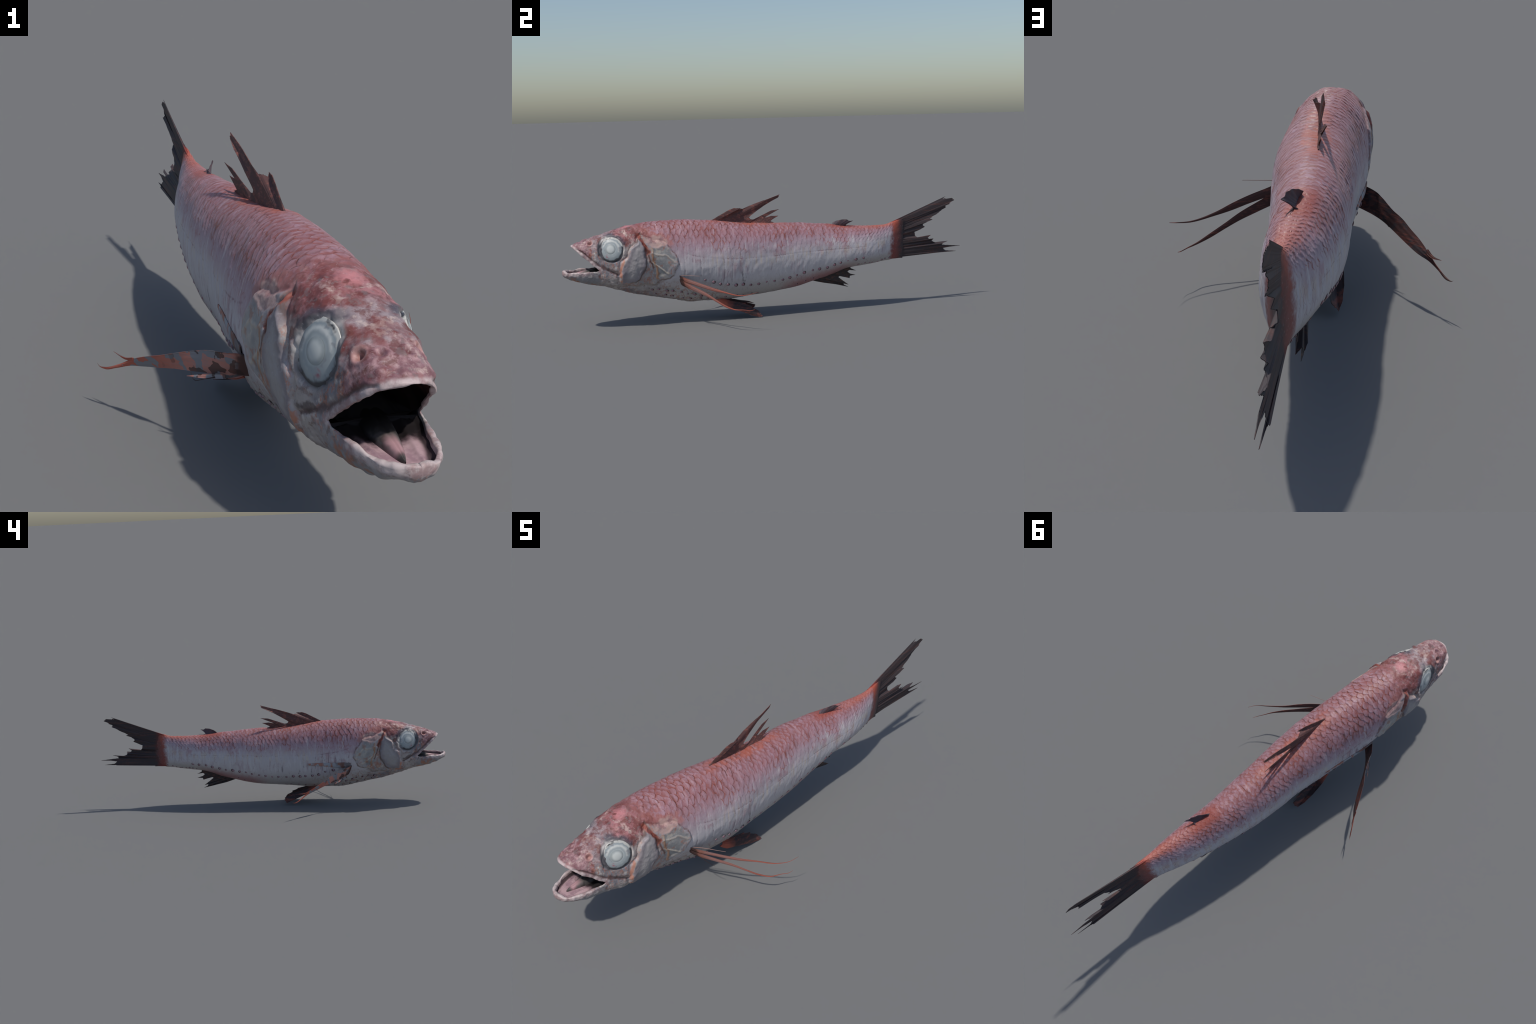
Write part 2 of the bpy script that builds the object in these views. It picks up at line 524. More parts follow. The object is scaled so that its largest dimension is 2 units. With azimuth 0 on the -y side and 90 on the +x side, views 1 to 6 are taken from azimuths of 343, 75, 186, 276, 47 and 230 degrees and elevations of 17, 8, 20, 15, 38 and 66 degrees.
# ----------------------------------------------------------------------------
#  skin colour
# ----------------------------------------------------------------------------
def skin_material(name, head):
    b = NodeOps(name)
    x, y, z = b.x, b.y, b.z
    zb, zt = b.curve('zb', y), b.curve('zt', y)
    h = (z - zb) / (zt - zb)
    ax = b.ab(x - b.curve('xc', y))
    n1 = b.noise(9, 4, seed=1.3) - .5
    n2 = b.noise(42, 4, .6, seed=4.1) - .5
    n3 = b.noise(16, 4, .6, stretch=(.5, 5, .7), seed=7.7) - .5
    n4 = b.noise(150, 2, .6, seed=2.2) - .5
    hh = h + n1 * .10 + n2 * .08 + n3 * .06
    hp = b.curve('hp', y)
    k = hh - hp
    col = b.mix(rgb(172, 165, 162), rgb(190, 184, 187), b.sstep(.10, .34, hh))
    # warm scale pockets round the lateral line
    hl = b.curve('hl', y)
    lat = b.sstep(.15, .03, b.ab(h - hl)) * b.sstep(-.42, -.28, y)
    col = b.mix(col, rgb(204, 192, 176), lat * b.sstep(-.02, .16, n3) * .9)
    col = b.mix(col, rgb(164, 156, 176), lat * b.sstep(.02, -.16, n3) * .5)
    # lilac shoulder, pink back, deeper ridge
    col = b.mix(col, rgb(164, 136, 147), b.sstep(-.26, .02, k) * .85)
    col = b.mix(col, rgb(166, 126, 134), b.sstep(.02, .16, n1 + n2 * .5) * b.sstep(-.42, -.12, k) * b.sstep(-.5, -.44, y) * .6)
    col = b.mix(col, rgb(152, 106, 111), b.sstep(-.05, .14, k))
    col = b.mix(col, rgb(138, 84, 79), b.sstep(.84, 1.0, h + n2 * .2 + n1 * .1) * .8)
    col = b.mix(col, rgb(172, 140, 152), b.sstep(-.02, .16, n2) * b.sstep(-.04, .08, k) * .65)
    col = b.mix(col, rgb(124, 66, 62), b.sstep(.02, .2, n1 + n2 * .5) * b.sstep(.0, .14, k) * .6)
    fl = b.sstep(.2, .34, h) * b.sstep(.86, .7, h) * b.sstep(-.52, -.44, y)
    col = b.mix(col, rgb(160, 132, 142), b.sstep(.02, .16, n3 + n1 * .4) * fl * .45)
    col = b.mix(col, rgb(206, 202, 202), b.sstep(-.03, -.16, n3) * fl * .5)
    bk = b.sstep(-.06, .10, k) * b.sstep(-.66, -.56, y)
    col = b.mix(col, rgb(112, 66, 60), b.sstep(.03, .20, n3 + n2 * .5) * bk * .75)
    col = b.mix(col, rgb(186, 158, 164), b.sstep(-.04, -.20, n3 + n2 * .3) * bk * .45)
    # scale creases
    sc, ln = scale_field(b, y, h, ax)
    mk = scale_mask(b, y, h)
    brk = b.noise(34, 3, .6, seed=71.) - .5
    ln = ln + n2 * .35 + n1 * .2 + b.sstep(.06, -.10, brk) * .30
    nape = b.sstep(.05, -.30, y) * b.sstep(.74, .88, h)
    crease = b.sstep(.15, .03, ln - nape * .05)
    col = b.mix(col, rgb(164, 92, 76), b.sstep(.42, .05, ln) * b.sstep(.35, .8, mk) * b.sstep(-.08, .12, n2 + n1) * .7)
    col = b.mix(col, rgb(112, 58, 48), crease * b.sstep(.30, .85, mk) * b.sstep(-.16, .10, n1 + n3 * .5) * .9)
    col = b.mix(col, rgb(84, 44, 38), crease * nape * b.sstep(-.08, .08, n2 - n1) * .7)
    col = b.mix(col, rgb(118, 96, 104), crease * b.sstep(.7, .3, mk) * b.sstep(.06, .2, mk) * b.sstep(-.1, .1, n1 + n2 * .5) * .65)
    col = b.mix(col, rgb(172, 146, 158), b.sstep(.30, .75, sc) * b.sstep(.3, .5, ln) * b.sstep(.2, .7, mk) * .30)
    # orange-red skin at the root of the back fin, along the tail ridge and above the anal fin
    dors = b.sstep(-.36, -.27, y) * b.sstep(.10, -.02, y) * b.sstep(.97, 1.0, h + n2 * .05)
    ridge = b.sstep(.30, .60, y) * b.sstep(.90, .99, h + n2 * .10)
    fat = b.sstep(.24, .30, y) * b.sstep(.44, .37, y) * b.sstep(.93, .99, h + n2 * .06)
    col = b.mix(col, rgb(152, 76, 62), fat * .75)
    col = b.mix(col, rgb(170, 94, 76), b.mx(dors * b.sstep(-.12, .1, n2 + n1 + .03) * .7, ridge * .75))
    anal = b.sstep(-.02, .12, y) * b.sstep(.46, .30, y) * b.sstep(.26, .05, h + n2 * .1)
    col = b.mix(col, rgb(150, 96, 98), anal * .8)
    # lateral line
    line = b.sstep(.009, .002, b.ab(h - hl + n2 * .03)) * b.sstep(-.48, -.42, y) * b.sstep(.50, .40, y)
    col = b.mix(col, rgb(128, 96, 104), line * b.sstep(-.06, .1, n3 + n1) * .6)
    # dark flank seams and small dark scars
    seam = b.fract((y + .16 * (h - .5) * (h - .5) + .02 * (h - .5) + .47) / .0375)
    sm = b.sstep(.12, .03, b.ab(seam - .5 + n2 * .1)) * b.sstep(-.49, -.45, y) * b.sstep(-.15, -.27, y) * b.sstep(.2, .3, h) * b.sstep(.64, .50, h)
    col = b.mix(col, rgb(124, 106, 114), sm * b.sstep(-.06, .10, n1 + n2) * .6)
    scar = b.sstep(.10, .15, b.noise(30, 3, .5, stretch=(.6, 1.5, .5), seed=11.) - .5) * b.sstep(.22, .27, h) * b.sstep(.42, .34, h) * b.sstep(-.30, -.24, y) * b.sstep(-.02, -.10, y)
    col = b.mix(col, rgb(84, 78, 84), scar * .7)
    # raw red flesh at the tail fin root
    stump = b.sstep(.594, .626, y + n2 * .06 + n1 * .03)
    col = b.mix(col, b.mix(rgb(164, 78, 60), rgb(126, 58, 52), b.sstep(.95, .5, h + n2 * .6)), stump * .95)
    nf = b.noise(40, 4, .6) - .5
    col = b.mix(col, rgb(64, 56, 58), b.sstep(.622, .682, y + nf * .05))
    # chest: grey with orange squiggles and red flecks
    chest = b.sstep(.30, .16, h + n2 * .15) * b.sstep(-.18, -.36, y)
    vein = b.sstep(.035, .012, b.ab(b.noise(26, 3, .6, seed=3.) - .5))
    col = b.mix(col, rgb(150, 98, 76), chest * vein * .55)
    fleck = b.sstep(.16, .22, b.noise(60, 2, .5, seed=9.) - .5)
    col = b.mix(col, rgb(126, 56, 64), chest * fleck * .85)

    side = b.sstep(.028, .045, ax)
    wy, wz = ragged(b, y + n2 * .010, z + n4 * .006 + n1 * .010)
    # shoulder patch above the gill cover reaches onto the torso
    sh = near_line(b, wy, wz, [(-.66, .435), (-.60, .425), (-.53, .392)])
    col = b.mix(col, rgb(170, 102, 88), b.sstep(.032, .004, sh + n2 * .10 + n1 * .08) * side * .5)
    if head:
        front = b.sstep(-.60, -.70, y + n1 * .12 - (1. - h) * .10)
        # general head ground: mottled grey, pink and brown
        m1 = b.sstep(-.16, .16, n1 + n2 * .6)
        lowh = b.mix(rgb(168, 158, 154), rgb(128, 124, 130), m1)
        lowh = b.mix(lowh, rgb(112, 92, 86), b.sstep(.06, .16, b.noise(44, 4, .65, seed=51.) - .5) * .7)
        lowh = b.mix(lowh, rgb(196, 186, 180), b.sstep(.06, .18, b.noise(36, 4, .6, seed=61.) - .5) * .7)
        crown = b.mix(rgb(116, 66, 64), rgb(162, 112, 114), b.sstep(-.14, .18, n2 + n1 * .7))
        crown = b.mix(crown, rgb(96, 62, 66), b.sstep(.10, .2, b.noise(24, 4, .65, seed=21.) - .5) * .7)
        brow = b.sstep(-.74, -.785, y + n1 * .08) * b.sstep(-.885, -.855, y + n2 * .06)
        crown = b.mix(crown, b.mix(rgb(116, 114, 120), rgb(152, 148, 150), b.sstep(-.15, .15, n2)), brow * b.sstep(-.12, .10, n1 + n2 * .6 + .02) * .7)
        snout = b.sstep(-.855, -.895, y + n2 * .05)
        crown = b.mix(crown, b.mix(rgb(124, 88, 94), rgb(172, 140, 142), b.sstep(-.12, .16, n2)), snout * .85)
        crown = b.mix(crown, rgb(112, 72, 66), b.sstep(.07, .17, b.noise(30, 4, .65, seed=33.) - .5) * .75)
        crown = b.mix(crown, rgb(188, 164, 160), b.sstep(.08, .2, b.noise(22, 4, .6, seed=41.) - .5) * .6)
        hd = b.mix(lowh, crown, b.sstep(.70, .82, h + n2 * .12 + snout * .25))
        col = b.mix(col, hd, front)
        bl = b.noise(27, 5, .65, seed=81.) - .5
        hdm = b.sstep(-.62, -.70, y + n1 * .1) 
        col = b.mix(col, rgb(98, 54, 50), b.sstep(.01, .11, bl) * hdm * b.sstep(.40, .66, h) * .7)
        col = b.mix(col, rgb(206, 186, 176), b.sstep(-.07, -.17, bl) * hdm * .5)
        col = b.mix(col, rgb(122, 64, 60), b.sstep(.03, .13, b.noise(17, 4, .6, seed=121.) - .5) * hdm * b.sstep(.60, .85, h) * .5)
        col = b.mix(col, rgb(118, 104, 104), b.sstep(.06, .14, b.noise(52, 4, .6, seed=91.) - .5) * hdm * .55)
        # orange veining over the cheek
        v2 = b.sstep(.03, .008, b.ab(b.noise(34, 4, .6, stretch=(1, 1.4, .6), seed=15.) - .5))
        col = b.mix(col, rgb(176, 106, 78), v2 * front * b.sstep(.86, .70, h) * b.sstep(-.1, .1, n1 + .03) * .55)
        # bright pink spot on the nape
        spot = b.sstep(.036, .006, b.sqrt((x + .012) * (x + .012) + (y + .70) * (y + .70)) + n2 * .04)
        col = b.mix(col, rgb(200, 132, 134), spot * b.sstep(-.12, .06, n2 + n1) * .7)
        # pale cheek behind the eye
        pale = convex(b, wy, wz, [(-.715, .428), (-.65, .428), (-.70, .36), (-.722, .30), (-.738, .22), (-.765, .235), (-.752, .31), (-.728, .36)])
        col = b.mix(col, b.mix(rgb(188, 178, 176), rgb(168, 160, 164), b.sstep(-.1, .1, n2)), b.sstep(.004, -.004, pale) * side * .85)
        gc = convex(b, wy, wz, GILL_COVER)
        col = b.mix(col, b.mix(rgb(146, 144, 148), rgb(172, 166, 164), b.sstep(-.12, .12, n2 + n1)), b.sstep(.004, -.006, gc) * side * .7)
        col = b.mix(col, rgb(176, 110, 80), v2 * b.sstep(.004, -.006, gc) * side * .5)
        # panels
        gp = convex(b, wy, wz, GILL_PANEL)
        col = b.mix(col, b.mix(rgb(128, 130, 132), rgb(160, 158, 156), b.sstep(-.14, .14, n1 + n2 * .3)), b.sstep(.008, -.012, gp + n2 * .03) * side * .9)
        for ribs, tint in zip(GILL_RIBS, (rgb(190, 178, 164), rgb(168, 120, 86), rgb(182, 170, 160))):
            rib = near_line(b, wy, wz, ribs)
            col = b.mix(col, tint, b.sstep(.008, .001, rib + n2 * .012) * side * .75)
        rear = b.sstep(.006, .001, b.ab(gc - .002 + n2 * .006)) * b.sstep(-.62, -.58, y)
        col = b.mix(col, rgb(108, 80, 70), rear * side * b.sstep(-.12, .04, n2 + n1) * .7)
        col = b.mix(col, rgb(160, 100, 76), b.sstep(.04, .15, b.noise(30, 4, .6, seed=101.) - .5) * b.sstep(.006, -.006, gc) * side * .55)
        col = b.mix(col, rgb(198, 188, 174), b.sstep(.05, .16, b.noise(24, 4, .6, seed=111.) - .5) * b.sstep(.006, -.006, gc) * side * .5)
        ug = convex(b, wy, wz, UPPER_GILL)
        col = b.mix(col, b.mix(rgb(188, 156, 148), rgb(150, 116, 116), b.sstep(-.10, .10, n2 + n1 * .6)), b.sstep(.006, -.008, ug + n2 * .04) * side * .8)
        cp = convex(b, y + n2 * .006, wz, CHEEK_PLATE)
        col = b.mix(col, b.mix(rgb(136, 128, 132), rgb(158, 152, 152), b.sstep(-.005, -.03, cp + n1 * .03)), b.sstep(.002, -.002, cp) * side)
        rimo = b.sstep(.009, .002, b.ab(cp - .008 + n2 * .016)) * b.sstep(-.70, -.715, y + (.42 - z) * -.33 + .05)
        col = b.mix(col, rgb(186, 116, 86), rimo * side * b.sstep(-.06, .06, n2 + n1) * .7)
        rimd = b.sstep(.006, .001, b.ab(cp - .002)) * b.sstep(-.69, -.665, y)
        col = b.mix(col, rgb(92, 74, 70), rimd * side * .7)
        # gill slit
        sl = near_line(b, wy, wz, GILL_SLIT)
        col = b.mix(col, rgb(140, 72, 60), b.sstep(.011, .004, sl + n2 * .008) * side * .85)
        sl2 = near_line(b, wy, wz, [(-.628, .365), (-.612, .335), (-.600, .275)])
        col = b.mix(col, rgb(92, 54, 42), b.sstep(.006, .001, sl2) * side * .8)
        # jaw bone groove, dark smear at its end
        mx = near_line(b, wy, wz, MAXILLA)
        col = b.mix(col, rgb(92, 70, 70), b.sstep(.007, .001, mx) * side * .85)
        je = near_line(b, wy, wz, [(-.800, .280), (-.765, .272)])
        col = b.mix(col, rgb(70, 58, 58), b.sstep(.011, .002, je + n2 * .03) * side * .75)
        # lips
        upl = near_line(b, y, z, [(-.96, .388), (-.90, .336), (-.836, .278)])
        lol = near_line(b, y, z, [(-1.0, .268), (-.95, .266), (-.86, .268)])
        lipm = b.mx(b.sstep(.015, .005, upl + n2 * .012), b.sstep(.016, .008, lol + n2 * .012) * b.sstep(-.86, -.91, y))
        col = b.mix(col, b.mix(rgb(196, 180, 178), rgb(156, 130, 130), b.sstep(-.1, .12, n2 + n1 * .5)), lipm * .85)
        under = b.sstep(-.80, -.86, y) * b.sstep(.262, .235, z + n2 * .02)
        col = b.mix(col, b.mix(rgb(134, 134, 138), rgb(164, 112, 88), b.sstep(.0, .14, n2 + n1)), under * .85)
        # eye surround: dark crease below and in front, pale rim above
        er = b.sqrt((y - EYE[0]) * (y - EYE[0]) + (z - EYE[1]) * (z - EYE[1]))
        low = b.sstep(.395, .345, z + (y - EYE[0]) * .7)
        col = b.mix(col, rgb(188, 184, 180), b.sstep(.064, .054, er + n2 * .008) * side * .8)
        col = b.mix(col, rgb(72, 70, 76), b.sstep(.066, .055, er + n2 * .008) * side * low * .9)
        col = b.mix(col, rgb(70, 70, 80), b.sstep(.014, .004, near_line(b, wy, wz, [(-.79, .432), (-.745, .425), (-.728, .40)])) * side * .75)
        # nostrils
        for nx, ny, nz, rad in ((-.060, -.875, .402, .010), (.042, -.875, .402, .0095)):
            rr = b.sqrt((x - nx) * (x - nx) + (y - ny) * (y - ny) + (z - nz) * (z - nz))
            col = b.mix(col, rgb(196, 150, 142), b.sstep(rad * 1.9, rad * 1.2, rr) * .5)
            col = b.mix(col, rgb(48, 24, 20), b.sstep(rad, rad * .6, rr))
        for nx, ny, nz, rad in ((-.033, -.893, .409, .007), (.012, -.893, .409, .007)):
            rr = b.sqrt((x - nx) * (x - nx) + (y - ny) * (y - ny) + (z - nz) * (z - nz))
            col = b.mix(col, rgb(100, 58, 56), b.sstep(rad, rad * .3, rr) * .7)
    col = b.mix(col, rgb(92, 70, 72), b.sstep(.12, .24, n4) * .22)
    col = b.mix(col, rgb(214, 204, 206), b.sstep(-.12, -.24, n4) * .18)
    return b.finish(col, .48, .32, bump=n4 * .6 + n2, strength=.35, dist=.002)


V0, F0, LIP, NT = build_skin()
N0 = face_normals_to_verts(V0, F0)
# make the normals point outwards (away from the body axis)
probe = NT // 3 * NC
if N0[probe][0] < 0: F0 = F0[:, ::-1]; N0 = -N0
nlip_start = NT * NC + 2 * 90 * (HALF + 1)
D = relief(V0)
V1 = V0 + N0 * D[:, None]
N1 = face_normals_to_verts(V1, F0)

MAT_HEAD = skin_material('head_skin', True)
MAT_BODY = skin_material('body_skin', False)

cen = V0[F0].mean(1)
gc = convex(NumpyOps, cen[:, 1], cen[:, 2], GILL_COVER)
xr = cen[:, 0] - np.interp(cen[:, 1], YS, TAB['xc'])
lower_rows = (cen[:, 1] < YC) & (cen[:, 2] < np.interp(cen[:, 1], [-1.0, -.957, -.836], [.33, .33, .2775]))
region = np.where(cen[:, 1] > .205, 'tail', np.where(cen[:, 1] > -.475 - .06 * (cen[:, 2] - .29) / .2, 'torso', 'head')).astype('<U16')
region[lower_rows | ((cen[:, 1] < -.757) & (cen[:, 2] < .275 + (cen[:, 1] - YC) * -.35))] = 'lower_jaw'
gl = (gc < 0) & (np.abs(xr) > .04) & (cen[:, 1] > -.757)
region[gl & (xr > 0)] = 'gill_cover_a'
region[gl & (xr < 0)] = 'gill_cover_b'
PARTS = {}
for part in ('torso', 'tail', 'head', 'lower_jaw', 'gill_cover_a', 'gill_cover_b'):
    f = F0[region == part]
    used, inv = np.unique(f, return_inverse=True)
    nm = 'gill_cover' if part.startswith('gill') else part
    me = make_mesh(nm, V1[used], inv.reshape(-1, 4))
    if len(me.vertices) == len(used):
        me.normals_split_custom_set_from_vertices(N1[used].tolist())
    PARTS[part] = add_obj(nm, me, PARTS.get('head') if part in ('lower_jaw', 'gill_cover_a', 'gill_cover_b') else None,
                          [MAT_BODY if part in ('torso', 'tail') else MAT_HEAD])


# ----------------------------------------------------------------------------
#  mouth: palate, floor and tongue
# ----------------------------------------------------------------------------
def ops_s(s):
    """the floor climbs to the gullet behind the mouth corner"""
    return float(NumpyOps.sstep(1., 0., s))


def mouth_part(name, up, mat):
    L = LIP[up]
    n = len(L) // 2
    A, B = L[:n], L[::-1][:n]              # +x and -x inner lip edges, corner -> tip
    back = np.linspace(-.765, YC - .001, 24)[:-1]
    t = np.linspace(0, 1, 61)
    rows = []
    for yb in back:
        s = (yb + .765) / (YC + .765)          # 0 at the gullet, 1 at the corner
        s = np.clip(s, 0, 1)
        hw = .035 + .033 * s
        xc = np.interp(yb, YS, TAB['xc'])
        a = np.array([xc + hw, yb, .276 + (1 - s) * .012])
        c = np.array([xc - hw, yb, .276 + (1 - s) * .012])
        rows.append((a, c, s))
    for a, c in zip(A, B): rows.append((a, c, 1.))
    P = []
    for a, c, s in rows:
        y = a[1]
        base = a + (c - a) * t[:, None]
        wdt = np.linalg.norm(a - c)
        if up:
            arch = .52 * (np.interp(y, YU + YS[1:4], UP['zt'] + TAB['zt'][1:4]) - a[2]) * s
            arch = min(arch, wdt * .8)
            q = base + np.outer(np.sin(np.pi * t) ** .7, [0, 0, arch])
        else:
            dep = min(.007, wdt * .2) * (.35 + .65 * s) - .020 * ops_s(s)
            u = np.abs(2 * t - 1)
            q = base - np.outer((1 - u ** 5) * dep + .35 * abs(dep) * np.exp(-((u - .86) / .06) ** 2) - .0035 * s * np.exp(-((u - .58) / .09) ** 2), [0, 0, 1])
        P.append(q)
    P = np.array(P)
    me = make_mesh(name, P.reshape(-1, 3), grid_faces(len(P), len(t)))
    return add_obj(name, me, PARTS['head'] if up else PARTS['lower_jaw'], [mat])


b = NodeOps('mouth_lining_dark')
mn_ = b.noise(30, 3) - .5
MAT_PALATE = b.finish(b.mix(rgb(22, 17, 17), rgb(60, 38, 34), b.sstep(-.05, .2, mn_) * b.sstep(-.80, -.92, b.y)), .8, .05)  # near-black base colour carries the shade of the mouth cavity
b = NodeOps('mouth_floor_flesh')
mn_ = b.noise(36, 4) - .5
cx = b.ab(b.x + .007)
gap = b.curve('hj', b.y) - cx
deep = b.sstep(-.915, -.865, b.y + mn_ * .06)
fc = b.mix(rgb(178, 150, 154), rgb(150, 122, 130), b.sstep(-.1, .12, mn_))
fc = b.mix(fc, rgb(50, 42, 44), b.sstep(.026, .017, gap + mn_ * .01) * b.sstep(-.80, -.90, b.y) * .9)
fc = b.mix(fc, rgb(30, 26, 27), deep)  # rear of the floor painted black for the shadow inside the mouth
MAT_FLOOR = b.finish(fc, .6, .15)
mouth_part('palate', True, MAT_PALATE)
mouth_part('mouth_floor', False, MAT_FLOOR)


def build_tongue():
    nr, nc = 60, 33
    P = []
    for i in range(nr):
        s = i / (nr - 1)                     # 0 back, 1 tip
        y = -.77 - .185 * s
        w = .033 * (1 - s ** 1.6) ** .75 + .0008
        zc = .264 - .005 * s
        hgt = .020 * (1 - .55 * s) * (1 - s ** 8)
        for j in range(nc):
            a = np.pi * j / (nc - 1)
            c = math.cos(a)
            P.append((-.008 + w * c, y, zc - .008 + (hgt + .008) * math.sin(a) ** .8 * (1 - .10 * math.exp(-(c / .18) ** 2))))
    me = make_mesh('tongue', P, grid_faces(nr, nc))
    b = NodeOps('tongue_skin')
    n = b.noise(50, 3) - .5
    c = b.mix(rgb(58, 54, 52), rgb(92, 86, 84), b.sstep(-.1, .14, n))
    pink = b.sstep(.018, .004, b.ab(b.x + .008) + n * .02) * b.sstep(-.885, -.915, b.y) * b.sstep(-.945, -.93, b.y)
    c = b.mix(c, rgb(176, 138, 142), pink * .9)
    c = b.mix(c, rgb(26, 23, 23), b.sstep(-.90, -.84, b.y))  # tongue blackened behind the shade edge; cavity darkness painted on
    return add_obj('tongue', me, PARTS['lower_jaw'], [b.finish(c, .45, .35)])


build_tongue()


# ----------------------------------------------------------------------------
#  eyes
# ----------------------------------------------------------------------------
def lathe(profile, n=72):
    P = [(r * math.cos(2 * math.pi * k / n), r * math.sin(2 * math.pi * k / n), hh) for r, hh in profile for k in range(n)]
    return P, grid_faces(len(profile), n, True)


def build_eyes():
    r = np.linspace(.056, .0004, 44)
    hgt = .0095 * (1 - (r / .0545) ** 2) - .0050
    hgt += .0005 * np.exp(-((r - .037) / .007) ** 2)
    me = make_mesh('eye', *lathe([(.050, -.024), (.0545, -.012)] + list(zip(r, hgt))))
    b = NodeOps('clouded_eye')
    rad = b.sqrt(b.x * b.x + b.y * b.y)
    n = b.noise(60, 3, .5) - .5
    n5 = b.noise(25, 3, .5, seed=5.) - .5
    rr = rad + n * .011 + n5 * .003
    c = b.mix(rgb(178, 184, 183), rgb(154, 161, 163), b.sstep(.020, .030, rr))
    c = b.mix(c, rgb(204, 204, 199), b.sstep(.029, .037, rr) * b.sstep(.048, .037, rr) * b.sstep(-.04, .12, n5 + b.y * 3. - b.x * 2.) * .85)
    c = b.mix(c, rgb(140, 148, 151), b.sstep(.038, .049, rr))
    c = b.mix(c, rgb(120, 118, 122), b.sstep(.06, .16, n5 + n * .6) * b.sstep(.022, .034, rr) * .5)
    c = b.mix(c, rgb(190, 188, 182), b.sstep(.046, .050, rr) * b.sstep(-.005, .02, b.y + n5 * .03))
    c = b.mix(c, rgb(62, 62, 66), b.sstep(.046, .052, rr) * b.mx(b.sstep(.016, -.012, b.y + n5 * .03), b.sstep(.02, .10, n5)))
    blood = b.sstep(.012, .004, b.sqrt((b.x - .018) * (b.x - .018) + (b.y + .030) * (b.y + .030)) + n * .016)
    c = b.mix(c, rgb(160, 84, 98), blood * b.sstep(-.10, .10, n) * .8)
    me.materials.append(b.finish(c, .3, .4))
    rl = np.linspace(.0232, .0003, 20)
    ml = make_mesh('lens', *lathe(list(zip(rl, .0038 * (1 - (rl / .0235) ** 2) + .0024))))
    b = NodeOps('clouded_lens')
    rad = b.sqrt(b.x * b.x + b.y * b.y)
    n = b.noise(70, 2) - .5
    c = b.mix(rgb(192, 195, 192), rgb(150, 156, 156), b.sstep(.012, .022, rad + n * .006))
    ml.materials.append(b.finish(c, .3, .4))
    for sx, px, turn in ((1, .0735, -.30), (-1, -.0945, -.28)):
        nrm = Vector((sx * .94, turn, .235)).normalized()
        up = (Vector((0, 0, 1)) - nrm * nrm.z).normalized()
        # local x points towards the snout on both sides
        fx = Vector((0, -1, 0)); fx = (fx - nrm * fx.dot(nrm)).normalized()
        up = nrm.cross(fx) if nrm.cross(fx).z > 0 else -nrm.cross(fx)
        M = Matrix((fx, up, nrm)).transposed().to_4x4()
        M.translation = Vector((px, EYE[0], EYE[1]))
        o = bpy.data.objects.new('eye', me)
        bpy.context.scene.collection.objects.link(o)
        o.parent = PARTS['head']
        o.matrix_world = M
        l = bpy.data.objects.new('lens', ml)
        bpy.context.scene.collection.objects.link(l)
        l.parent = o
        l.matrix_parent_inverse = Matrix.Identity(4)
        l.location = (.001, 0.001, .0008)


build_eyes()


# ----------------------------------------------------------------------------
#  light organs
# ----------------------------------------------------------------------------
def surf(y, h, sx):
    zt, zb, zs = (float(prof(k, y)) for k in ('zt', 'zb', 'zs'))
    z = zb + h * (zt - zb)
    if z >= zs: s, p = (z - zs) / (zt - zs), float(prof('pu', y))
    else: s, p = (z - zs) / (zs - zb), float(prof('pl', y))
    s = math.copysign(abs(s) ** (p / 2), s)
    th = math.asin(max(-1, min(1, s)))
    if sx < 0: th = math.pi - th
    e = 1e-3
    P = ring_point(y, th)
    a = ring_point(y + e, th) - ring_point(y - e, th)
    c = ring_point(y, th + e) - ring_point(y, th - e)
    n = np.cross(c, a)
    n /= np.linalg.norm(n)
    if n[0] * sx < 0: n = -n
    return P, n


